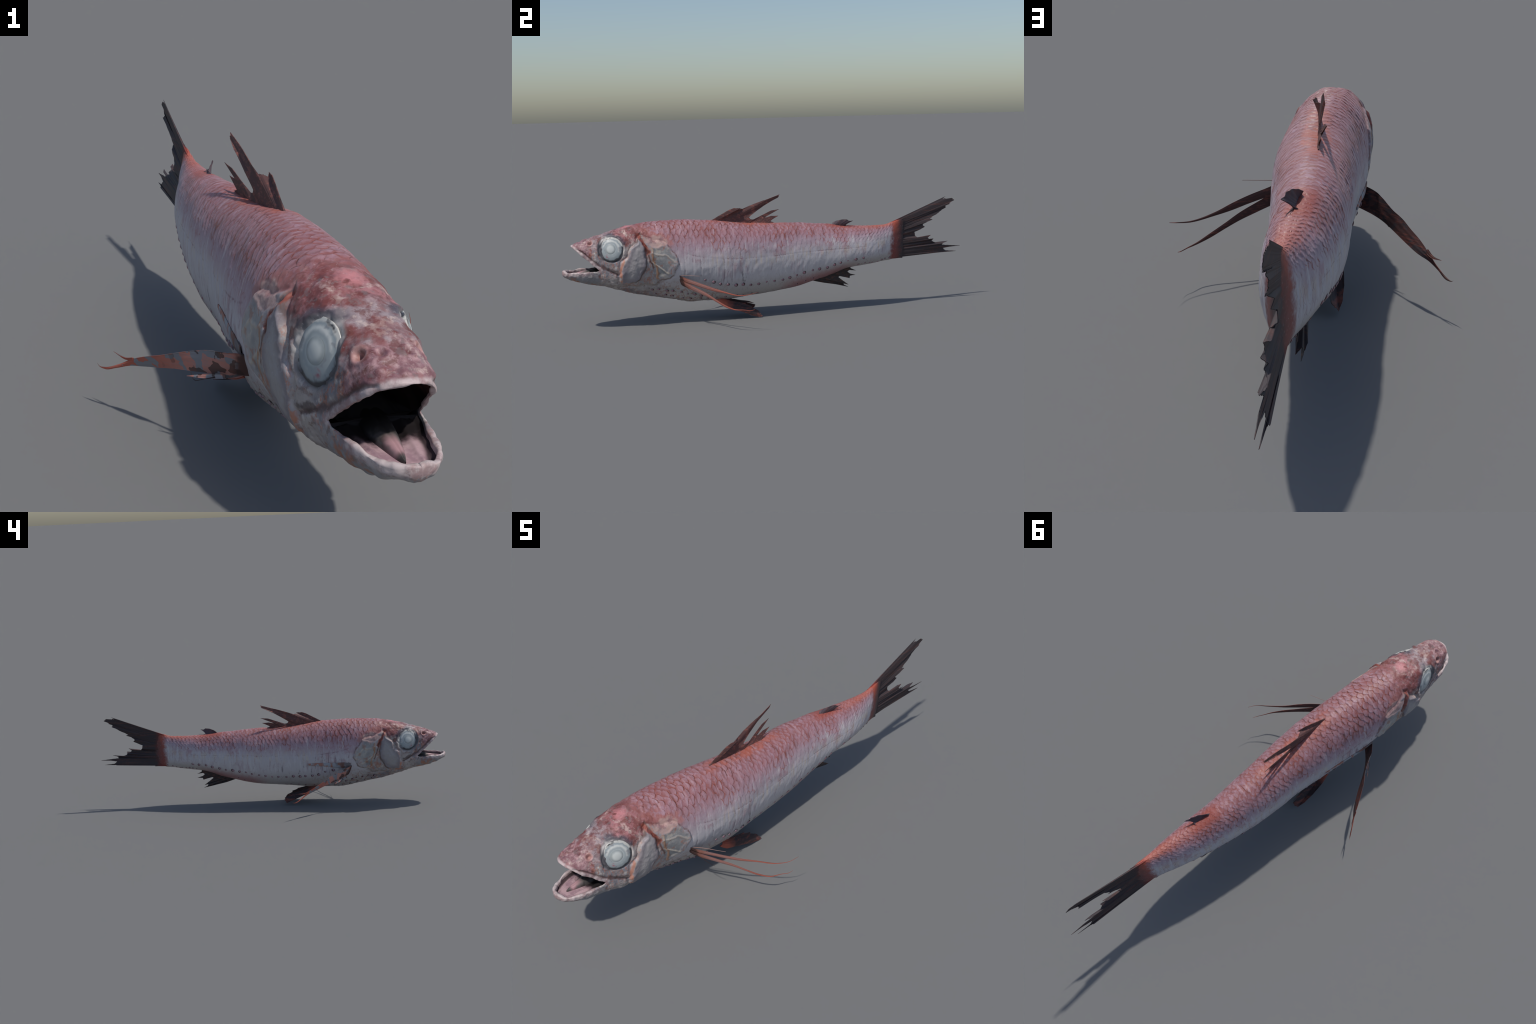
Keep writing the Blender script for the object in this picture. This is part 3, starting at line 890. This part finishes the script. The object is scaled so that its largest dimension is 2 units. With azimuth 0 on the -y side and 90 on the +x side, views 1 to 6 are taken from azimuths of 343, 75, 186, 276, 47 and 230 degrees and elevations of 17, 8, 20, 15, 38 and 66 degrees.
def build_photophores():
    prof_rim = [(.0092, -.0016), (.0082, .0002), (.0068, .0005), (.0056, .0001)]
    P, F = lathe(prof_rim, 20)
    me = bpy.data.meshes.new('photophore')
    dome = [(.0056 * math.cos(a), .0002 + .0020 * math.sin(a)) for a in np.linspace(0, 1.55, 7)]
    P2, F2 = lathe(dome, 20)
    P2 = [(a - .0012, c, d) for a, c, d in P2]
    verts = P + P2
    faces = F.tolist() + (F2 + len(P)).tolist()
    me.from_pydata(verts, [], faces)
    me.polygons.foreach_set('use_smooth', np.ones(len(me.polygons), bool))
    me.polygons.foreach_set('material_index', np.array([0] * len(F) + [1] * len(F2), np.int32))
    b = NodeOps('photophore_rim')
    inf = b.nt.nodes.new('ShaderNodeObjectInfo')
    rnd = V(b, inf.outputs['Random'])
    back = b.sstep(-.006, .005, b.x)
    c = b.mix(rgb(150, 138, 144), rgb(66, 36, 36), b.mx(back, rnd * .25))
    me.materials.append(b.finish(c, .5, .3))
    b = NodeOps('photophore_bead')
    c = b.mix(b.mix(rgb(164, 152, 160), rgb(150, 76, 92), b.sstep(.35, .75, b.noise(260, 1) + b.x * -40.)), rgb(120, 62, 66), b.sstep(.000, .005, b.x))
    me.materials.append(b.finish(c, .3, .45))
    rows = []
    up = [(-.37, .31), (-.28, .238), (-.2, .208), (-.1, .182), (0, .183), (.07, .208), (.14, .235), (.22, .224), (.3, .217), (.47, .225)]
    for sx in (1, -1):
        y = -.36
        while y < .46:
            rows.append((y, np.interp(y, [q[0] for q in up], [q[1] for q in up]) + (.008 if sx < 0 else 0), sx, 1.))
            y += .0385
        for k in range(8): rows.append((-.60 + .033 * k, .10 + .03 * math.sin(k * .42 + .3), sx, .8))
        for k in range(9): rows.append((-.58 + .041 * k, .048, sx, .7))
        for k in range(11): rows.append((-.20 + .0385 * k, .045 + .035 * max(0, k - 5) / 5, sx, .75))
        for k in range(9): rows.append((.425 + .0215 * k, .055 + .02 * math.sin(k), sx, .72))
    for i, (y, h, sx, sc) in enumerate(rows):
        y += rng.uniform(-.005, .005)
        h += rng.uniform(-.011, .011)
        p, n = surf(y, h, sx)
        zx = Vector(n)
        ay = Vector((0, 1, 0)); ay = (ay - zx * ay.dot(zx)).normalized()
        az = zx.cross(ay)
        M = Matrix((ay, az, zx)).transposed().to_4x4()
        M.translation = Vector(p) + zx * .0002
        s = sc * rng.uniform(.68, 1.12)
        M = M @ Matrix.Rotation(rng.uniform(-.5, .5), 4, 'Z') @ Matrix.Diagonal((s, s * .95, s, 1))
        o = bpy.data.objects.new('photophore', me)
        bpy.context.scene.collection.objects.link(o)
        o.parent = PARTS['tail'] if y > .205 else PARTS['torso']
        o.matrix_world = M


build_photophores()


# ----------------------------------------------------------------------------
#  fins
# ----------------------------------------------------------------------------
def fin_material(name, root, dark, streak, root_fade, axis, ray_scale, streak_amt=.5):
    """dark membrane with reddish fin rays, redder at the root"""
    b = NodeOps(name)
    n = b.noise(40, 4, .6) - .5
    st = tuple(ray_scale)
    r = b.noise(1.0, 3, .6, stretch=st, seed=3.) - .5
    fine = b.noise(160, 2, .6, seed=8.) - .5
    c = b.mix(dark, streak, b.sstep(-.02, .16, r + fine * .25 + n * .3) * streak_amt)
    c = b.mix(c, tuple(v * .35 for v in dark[:3]) + (1,), b.sstep(.08, .2, n + r * .5) * .35)
    if root_fade is not None:
        g = {'y': b.y, 'z': b.z, 'x': b.ab(b.x)}[axis]
        lo, hi = root_fade
        c = b.mix(c, root, b.sstep(hi, lo, g + n * .05) * .95)
    return b.finish(c, .6, .25, bump=r, strength=.4, dist=.001)


def fan_fin(name, stations, mats, thick=.0022, tip_thick=.0007, sub=9, nr=44, ray_count=40, wave=.0, seed=0, bow=(0, 0, 0), rag=.014, parent=None):
    """a fin as a fan of rays: each station is (base point, ray tip); the web runs between
    neighbouring rays, so short and long rays give the torn edge."""
    st = [np.array(s, float) for s in stations]
    pts = []
    for a, c in zip(st[:-1], st[1:]):
        for k in range(sub): pts.append(a + (c - a) * k / sub)
    pts.append(st[-1])
    S = np.array(pts)                       # (n, 2, 3)
    n = len(S)
    jag = np.random.default_rng(seed + 50).uniform(-1, 1, n)
    jag[::sub] *= .3
    S[:, 1] += (S[:, 1] - S[:, 0]) * (jag * rag)[:, None]
    r = np.linspace(0, 1, nr)
    C = S[:, None, 0] + (S[:, None, 1] - S[:, None, 0]) * r[None, :, None]
    C = C + np.array(bow)[None, None] * (np.sin(np.pi * r) [None, :, None])
    g = np.random.default_rng(seed)
    du = np.gradient(C, axis=0)
    dr = np.gradient(C, axis=1)
    N = np.cross(du, dr)
    l = np.linalg.norm(N, axis=2, keepdims=True)
    mean = N.sum((0, 1)); mean /= np.linalg.norm(mean)
    N = np.where(l > 1e-9, N / np.maximum(l, 1e-12), mean)
    N = np.where((N @ mean)[..., None] < 0, -N, N)
    a = np.linspace(0, 1, n)
    # slight waviness across the fan, growing to the free edge
    ph = g.uniform(0, 6.28, 4)
    wv = wave * r[None] ** 2 * (np.sin(a * 17 + ph[0]) + .6 * np.sin(a * 39 + ph[1]))[:, None]
    C = C + mean * wv[..., None]
    t = (thick + (tip_thick - thick) * r[None] ** .8) * (.78 + .22 * np.abs(np.cos(np.pi * ray_count * a))[:, None])
    A = C + N * t[..., None]
    B = C - N * t[..., None]
    vA, vB = A.reshape(-1, 3), B.reshape(-1, 3)
    m = n * nr
    fA = grid_faces(n, nr)
    fB = grid_faces(n, nr, flip=True, start=m)
    loop = [i * nr for i in range(n)] + [(n - 1) * nr + j for j in range(1, nr)] + [i * nr + nr - 1 for i in range(n - 2, -1, -1)] + [j for j in range(nr - 2, 0, -1)]
    loop = np.array(loop)
    nx = np.roll(loop, -1)
    rim = np.stack([loop, loop + m, nx + m, nx], -1)
    me = make_mesh(name, np.concatenate([vA, vB]), np.concatenate([fA, fB, rim]))
    o = add_obj(name, me, parent, mats)
    return o


def body_top(y): return float(prof('zt', y))
def body_bot(y): return float(prof('zb', y))


# tail fin -------------------------------------------------------------------
TAIL_TIPS = [(.918, .533), (.902, .522), (.926, .5205), (.949, .5225), (.966, .511), (.943, .501), (.936, .492), (.919, .489), (.914, .481),
             (.920, .475), (.894, .463), (.870, .446), (.846, .436), (.829, .424), (.843, .4195), (.814, .410), (.791, .397), (.800, .383),
             (.779, .373), (.747, .360), (.751, .340), (.758, .331), (.775, .330), (.814, .336), (.833, .341), (.815, .327), (.824, .321),
             (.845, .322), (.840, .312), (.845, .305), (.863, .300), (.898, .302), (.927, .304), (.897, .293), (.896, .286), (.944, .2815), (.999, .276),
             (.951, .274), (.903, .268), (.917, .256), (.978, .2482), (.917, .2515), (.905, .2465)]
g = np.random.default_rng(3)
tail_st = []
for i, (ty, tz) in enumerate(TAIL_TIPS):
    w = i / (len(TAIL_TIPS) - 1)
    curl = .010 * g.uniform(-.3, 1.) * (1 if 8 < i < 34 else .4)
    tx = np.interp(w, [0, .1, .45, .6, .75, .86, .93, 1], [-.020, -.011, -.016, -.006, -.021, -.014, -.020, -.029]) + (curl - .0045)
    tail_st.append(((-.005 - .017 * w, .600, .4120 - .178 * w), (tx, ty, tz)))
MAT_TAIL = fin_material('tail_fin_skin', rgb(128, 58, 50), rgb(64, 56, 58), rgb(98, 66, 60), (.622, .682), 'y', (1, 5, 160), .6)
fan_fin('tail_fin', tail_st, [MAT_TAIL], thick=.0036, sub=7, nr=60, ray_count=46, wave=.0028, seed=2)

# back fin -------------------------------------------------------------------
DORSAL = [  # base y, tip (x, y, z)
    (-.312, (.004, -.252, .499)), (-.306, (.005, -.213, .520)), (-.300, (.006, -.191, .527)), (-.292, (.007, -.168, .526)),
    (-.290, (.008, -.156, .527)), (-.284, (.004, -.166, .519)), (-.276, (-.006, -.152, .521)), (-.268, (-.010, -.143, .520)),
    (-.258, (-.016, -.106, .5335)), (-.248, (-.018, -.065, .547)), (-.238, (-.019, -.011, .562)), (-.230, (-.025, .046, .580)),
    (-.222, (-.028, .040, .566)), (-.212, (-.030, .006, .550)), (-.202, (-.027, -.028, .533)), (-.188, (-.022, -.068, .509)),
    (-.172, (-.015, -.100, .488)), (-.155, (-.012, -.113, .478)), (-.135, (-.011, -.105, .468)), (-.120, (-.012, -.092, .466)),
    (-.112, (-.022, -.045, .484)), (-.104, (-.030, .0, .502)), (-.098, (-.037, .047, .508)), (-.088, (-.028, -.006, .493)), (-.078, (-.024, -.032, .482)),
    (-.068, (-.021, -.042, .476)), (-.058, (-.021, -.028, .472)), (-.048, (-.024, .0, .478)), (-.040, (-.028, .039, .477)),
    (-.030, (-.024, .012, .469)), (-.020, (-.021, -.003, .462)), (-.008, (-.020, -.004, .452)), (.004, (-.020, .012, .447))]
dorsal_st = [((float(np.interp(by, [-.31, -.2, 0], [.002, -.006, -.018])), by, body_top(by) - .008), tip) for by, tip in DORSAL]
MAT_DORSAL = fin_material('back_fin_skin', rgb(172, 84, 62), rgb(94, 67, 65), rgb(150, 94, 84), None, 'z', (1, 40, 100), .75)
fan_fin('dorsal_fin', dorsal_st, [MAT_DORSAL], thick=.0032, nr=46, ray_count=34, wave=.0012, seed=4)

# small fatty fin --------------------------------------------------------------
ADIPOSE = [(.300, (-.014, .311, .431)), (.306, (-.008, .326, .439)), (.316, (.004, .351, .445)), (.330, (.013, .375, .445)), (.340, (.014, .384, .438)),
           (.346, (.020, .405, .438)), (.356, (.012, .385, .429)), (.366, (.0, .377, .421)), (.374, (-.012, .376, .414))]
fan_fin('adipose_fin', [((-.008, by, body_top(by) - .008), tip) for by, tip in ADIPOSE],
        [fin_material('fatty_fin_skin', rgb(120, 62, 50), rgb(84, 72, 78), rgb(110, 82, 82), None, 'z', (1, 60, 60), .6)], thick=.0024, nr=24, ray_count=10, wave=.001, seed=5)

# anal fin -----------------------------------------------------------------------
ANAL = [(.188, (-.036, .262, .131)), (.196, (-.046, .337, .116)), (.204, (-.036, .395, .101)), (.214, (-.038, .372, .112)), (.222, (-.034, .369, .121)),
        (.230, (-.021, .392, .1135)), (.242, (-.020, .360, .138)), (.256, (-.024, .338, .156)), (.270, (-.024, .349, .163)), (.284, (-.025, .398, .146)),
        (.296, (-.025, .402, .157)), (.308, (-.026, .433, .159)), (.322, (-.026, .402, .168)), (.336, (-.026, .388, .180)), (.350, (-.026, .398, .187)),
        (.362, (-.026, .434, .183)), (.374, (-.026, .406, .194)), (.388, (-.026, .405, .203))]
fan_fin('anal_fin', [((-.020 - .008 * (by - .19) / .2, by, body_bot(by) + .010), tip) for by, tip in ANAL],
        [fin_material('anal_fin_skin', rgb(140, 70, 58), rgb(60, 52, 52), rgb(104, 70, 60), None, 'z', (1, 40, 90), .6)], thick=.0026, nr=34, ray_count=18, wave=.0018, seed=6)

# belly fins ---------------------------------------------------------------------
MAT_PELVIC = fin_material('belly_fin_skin', rgb(168, 90, 72), rgb(62, 50, 52), rgb(150, 84, 70), (-.27, -.20), 'y', (30, 12, 60), .55)
b0 = body_bot(-.27)
fan_fin('pelvic_fin', [((.050, -.300, b0 + .012), (.048, -.262, .066)), ((.050, -.296, b0 + .012), (.047, -.168, .030)), ((.049, -.292, b0 + .012), (.046, -.132, .0125)), ((.048, -.288, b0 + .012), (.045, -.090, .0012)),
                       ((.046, -.284, b0 + .010), (.043, -.071, .0025)), ((.042, -.280, b0 + .010), (.036, -.084, .021)), ((.039, -.277, b0 + .009), (.032, -.092, .031)), ((.036, -.274, b0 + .009), (.028, -.119, .046)),
                       ((.034, -.272, b0 + .009), (.027, -.119, .053)), ((.032, -.270, b0 + .009), (.026, -.151, .064)), ((.030, -.268, b0 + .009), (.024, -.150, .068)), ((.026, -.264, b0 + .009), (.022, -.205, .076)), ((.020, -.262, b0 + .008), (.018, -.225, .082))],
        [MAT_PELVIC], thick=.0026, nr=34, ray_count=12, wave=.0012, seed=7, bow=(0, 0, -.002))
fan_fin('pelvic_fin', [((-.072, -.292, b0 + .016), (-.090, -.225, .075)), ((-.070, -.288, b0 + .016), (-.097, -.169, .053)), ((-.064, -.284, b0 + .014), (-.096, -.118, .027)), ((-.055, -.283, b0 + .012), (-.089, -.088, .0125)),
                       ((-.051, -.280, b0 + .010), (-.078, -.081, .027)), ((-.047, -.277, b0 + .010), (-.069, -.079, .040)), ((-.043, -.275, b0 + .009), (-.062, -.130, .058)), ((-.041, -.273, b0 + .009), (-.063, -.084, .0455)),
                       ((-.038, -.270, b0 + .009), (-.062, -.110, .060)), ((-.034, -.266, b0 + .009), (-.056, -.150, .070)), ((-.028, -.262, b0 + .008), (-.046, -.190, .079))],
        [MAT_PELVIC], thick=.0026, nr=34, ray_count=12, wave=.0012, seed=8, bow=(0, 0, -.003))


# breast fins ----------------------------------------------------------------------
def smooth_path(pts, n):
    P = np.array(pts, float)
    d = np.concatenate([[0], np.cumsum(np.linalg.norm(np.diff(P, axis=0), axis=1))])
    t = np.linspace(0, d[-1], n)
    return np.stack([hermite_free(d, P[:, k], t) for k in range(3)], -1)


def hermite_free(xs, ys, x):
    m = np.gradient(ys, xs)
    i = np.clip(np.searchsorted(xs, x) - 1, 0, len(xs) - 2)
    h = xs[i + 1] - xs[i]
    t = (x - xs[i]) / h
    return ((2 * t**3 - 3 * t**2 + 1) * ys[i] + (t**3 - 2 * t**2 + t) * h * m[i] + (-2 * t**3 + 3 * t**2) * ys[i + 1] + (t**3 - t**2) * h * m[i + 1])


def blade(lower, upper, n=120, nc=13, thick=.0022):
    """closed thin blade between two edge paths, thicker in the middle, ridged lengthwise"""
    L, U = smooth_path(lower, n), smooth_path(upper, n)
    t = np.linspace(0, 1, nc)
    C = L[:, None] + (U - L)[:, None] * t[None, :, None]
    du, dv = np.gradient(C, axis=0), np.gradient(C, axis=1)
    N = np.cross(du, dv)
    N /= np.linalg.norm(N, axis=2, keepdims=True) + 1e-12
    w = np.linalg.norm(U - L, axis=1)
    th = np.minimum(thick, w * .30)[:, None] * (.25 + .75 * np.sin(np.pi * np.clip(t, .0, 1)) ** .6)[None] * (.9 + .1 * np.cos(t * 6 * np.pi))[None]
    A, B = C + N * th[..., None], C - N * th[..., None]
    m = n * nc
    loop = np.array([i * nc for i in range(n)] + [(n - 1) * nc + j for j in range(1, nc)] + [i * nc + nc - 1 for i in range(n - 2, -1, -1)] + [j for j in range(nc - 2, 0, -1)])
    nx = np.roll(loop, -1)
    F = np.concatenate([grid_faces(n, nc), grid_faces(n, nc, flip=True, start=m), np.stack([loop, loop + m, nx + m, nx], -1)])
    return np.concatenate([A.reshape(-1, 3), B.reshape(-1, 3)]), F


def offset_path(pts, widths, d=(0, 0, 1)):
    P = np.array(pts, float)
    return P + np.outer(np.array(widths), d)


def join_mesh(name, parts):
    vs, fs, o = [], [], 0
    for v, f in parts:
        vs.append(v); fs.append(np.asarray(f) + o); o += len(v)
    return make_mesh(name, np.concatenate(vs), np.concatenate(fs))


def breast_material(name, peel):
    b = NodeOps(name)
    n = b.noise(50, 4, .6) - .5
    s = b.noise(1., 3, .6, stretch=(25, 25, 220), seed=2.) - .5
    ax = b.ab(b.x)
    c = b.mix(rgb(186, 128, 116), rgb(170, 130, 124), b.sstep(-.06, .12, s + n * .6))
    c = b.mix(c, rgb(178, 84, 62), b.sstep(.18, .31, ax + n * .05) * .75)
    c = b.mix(c, rgb(62, 44, 42), b.sstep(.355, .375, ax))
    if peel:   # torn skin: the grey underlayer shows in patches
        p = b.noise(34, 2, .35, seed=6.) - .5
        c = b.mix(c, rgb(132, 132, 138), b.sstep(.035, .045, p) * b.sstep(.34, .31, ax))
        c = b.mix(c, rgb(74, 58, 56), b.sstep(.08, .09, b.noise(40, 2, .4, seed=13.) - .5) * b.sstep(.27, .2, ax) * .85)
    root = b.sstep(.150, .118, ax + n * .02)
    c = b.mix(c, rgb(150, 86, 62), root * .5)
    lim = .128 if peel else .106
    c = b.mix(c, rgb(52, 42, 42), b.sstep(lim + .012, lim, ax + n * .02) * .85)
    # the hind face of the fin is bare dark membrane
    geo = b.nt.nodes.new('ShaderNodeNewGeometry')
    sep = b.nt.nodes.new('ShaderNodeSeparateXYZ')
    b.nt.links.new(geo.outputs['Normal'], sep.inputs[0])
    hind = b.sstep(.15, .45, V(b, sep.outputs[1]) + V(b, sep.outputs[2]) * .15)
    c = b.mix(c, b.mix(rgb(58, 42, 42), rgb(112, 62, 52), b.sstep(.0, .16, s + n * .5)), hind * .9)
    return b.finish(c, .55, .3, bump=s, strength=.10, dist=.001)


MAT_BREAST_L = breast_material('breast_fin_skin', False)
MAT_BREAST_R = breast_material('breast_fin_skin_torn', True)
pa = [(.035, -.482, .226), (.098, -.467, .218), (.149, -.426, .207), (.194, -.386, .195), (.227, -.352, .185), (.268, -.305, .174), (.325, -.247, .165), (.352, -.213, .171), (.364, -.176, .1815)]
wa = [.015, .013, .0098, .0088, .0076, .0038, .0016, .0009, .0004]
pb = [(.035, -.478, .206), (.098, -.463, .198), (.140, -.430, .183), (.173, -.401, .169), (.209, -.368, .153), (.245, -.336, .132), (.280, -.303, .112), (.310, -.265, .099), (.327, -.227, .098), (.340, -.200, .096), (.343, -.184, .100)]
wb = [.013, .0125, .0118, .0104, .0086, .0062, .0048, .0022, .0012, .0008, .0004]
da = np.array([.06, -.40, .90]) * 1.35
left = [blade(offset_path(pa, [-w for w in wa], da), offset_path(pa, wa, da)),
        blade(offset_path(pb, [-w for w in wb], da), offset_path(pb, wb, da))]
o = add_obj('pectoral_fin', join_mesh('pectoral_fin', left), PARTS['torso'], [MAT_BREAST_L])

lowR = [(-.050, -.490, .192), (-.120, -.439, .180), (-.160, -.406, .172), (-.181, -.382, .167), (-.205, -.348, .1585), (-.228, -.311, .149), (-.253, -.275, .138), (-.279, -.240, .128), (-.307, -.213, .1205), (-.331, -.189, .107), (-.354, -.156, .093), (-.364, -.145, .095), (-.3675, -.139, .100)]
uppR = [(-.050, -.520, .236), (-.136, -.459, .237), (-.158, -.438, .232), (-.177, -.406, .225), (-.208, -.358, .206), (-.233, -.332, .193), (-.257, -.298, .176), (-.282, -.262, .160), (-.304, -.226, .141), (-.329, -.190, .1155), (-.354, -.160, .0985), (-.364, -.146, .0965), (-.3678, -.1387, .1005)]
spur = blade([(-.300, -.226, .136), (-.313, -.205, .132), (-.336, -.172, .139)], [(-.303, -.232, .147), (-.316, -.208, .138), (-.3362, -.1722, .1396)], n=40, nc=5)
rag1 = blade([(-.150, -.440, .176), (-.185, -.400, .163), (-.215, -.372, .158)], [(-.152, -.436, .184), (-.187, -.396, .171), (-.2153, -.3717, .1585)], n=40, nc=5, thick=.0012)
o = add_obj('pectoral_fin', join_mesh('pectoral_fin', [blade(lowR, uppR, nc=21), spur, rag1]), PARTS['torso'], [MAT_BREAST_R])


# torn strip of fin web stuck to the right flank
def flank_strip():
    n, m = 130, 15
    P, Q = [], []
    g = np.random.default_rng(11)
    top = np.cumsum(g.uniform(-1, 1, n)); top -= np.linspace(top[0], top[-1], n)
    bot = np.cumsum(g.uniform(-1, 1, n)); bot -= np.linspace(bot[0], bot[-1], n)
    for i in range(n):
        s = i / (n - 1)
        y = -.462 + .245 * s
        h0 = np.interp(s, [0, .3, .7, 1], [.34, .345, .375, .40]) + .0022 * bot[i]
        h1 = np.interp(s, [0, .15, .9, 1], [.40, .425, .43, .425]) + .0006 * top[i]
        for j in range(m):
            p, nn = surf(y, h0 + (h1 - h0) * j / (m - 1), -1)
            e = .0012 + .0022 * math.sin(math.pi * j / (m - 1)) ** .5
            P.append(p + nn * e); Q.append(p + nn * (e - .0024))
    k = n * m
    loop = np.array([i * m for i in range(n)] + [(n - 1) * m + j for j in range(1, m)] + [i * m + m - 1 for i in range(n - 2, -1, -1)] + [j for j in range(m - 2, 0, -1)])
    nx = np.roll(loop, -1)
    F = np.concatenate([grid_faces(n, m), grid_faces(n, m, flip=True, start=k), np.stack([loop, loop + k, nx + k, nx], -1)])
    b = NodeOps('stuck_web_skin')
    n1 = b.noise(45, 3, .5) - .5
    p = b.noise(30, 2, .35, seed=6.) - .5
    c = b.mix(rgb(170, 120, 106), rgb(160, 142, 140), b.sstep(-.05, .1, n1))
    c = b.mix(c, rgb(162, 162, 168), b.sstep(-.01, .01, p))
    c = b.mix(c, rgb(92, 76, 74), b.sstep(-.36, -.44, b.y + n1 * .15) * .7)
    return add_obj('torn_fin_web', make_mesh('torn_fin_web', P + Q, F), PARTS['torso'], [b.finish(c, .6, .2)])


flank_strip()


# loose fin threads ------------------------------------------------------------------
def thread(pts, r0, r1, mat, parent):
    cu = bpy.data.curves.new('fin_thread', 'CURVE')
    cu.dimensions = '3D'
    cu.bevel_depth = 1.0
    cu.bevel_resolution = 2
    P = smooth_path(pts, 24)
    s = cu.splines.new('POLY')
    s.points.add(len(P) - 1)
    for k, (p, q) in enumerate(zip(s.points, P)):
        p.co = (*q, 1)
        p.radius = r0 + (r1 - r0) * k / (len(P) - 1)
    tmp = bpy.data.objects.new('tmp', cu)
    bpy.context.scene.collection.objects.link(tmp)
    dg = bpy.context.evaluated_depsgraph_get()
    me = bpy.data.meshes.new_from_object(tmp.evaluated_get(dg))
    bpy.data.objects.remove(tmp)
    me.name = 'fin_thread'
    me.materials.clear()
    return add_obj('fin_thread', me, parent, [mat])


bb = NodeOps('thread_pale')
MAT_TH = bb.finish(rgb(150, 120, 112), .6, .2)
bb = NodeOps('thread_dark')
MAT_THD = bb.finish(rgb(52, 40, 40), .6, .2)
thread([(.100, -.470, .236), (.135, -.447, .240), (.175, -.425, .243), (.211, -.405, .246)], .0012, .0006, MAT_TH, PARTS['torso'])
thread([(-.150, -.43, .180), (-.185, -.405, .164), (-.203, -.375, .153), (-.206, -.365, .166)], .0012, .0005, MAT_THD, PARTS['torso'])
thread([(.118, -.452, .186), (.150, -.440, .172), (.170, -.425, .158)], .0012, .0005, MAT_THD, PARTS['torso'])
thread([(-.004, .366, .410), (-.002, .385, .414), (.007, .416, .413)], .0013, .0005, MAT_THD, PARTS['tail'])

bpy.context.view_layer.update()
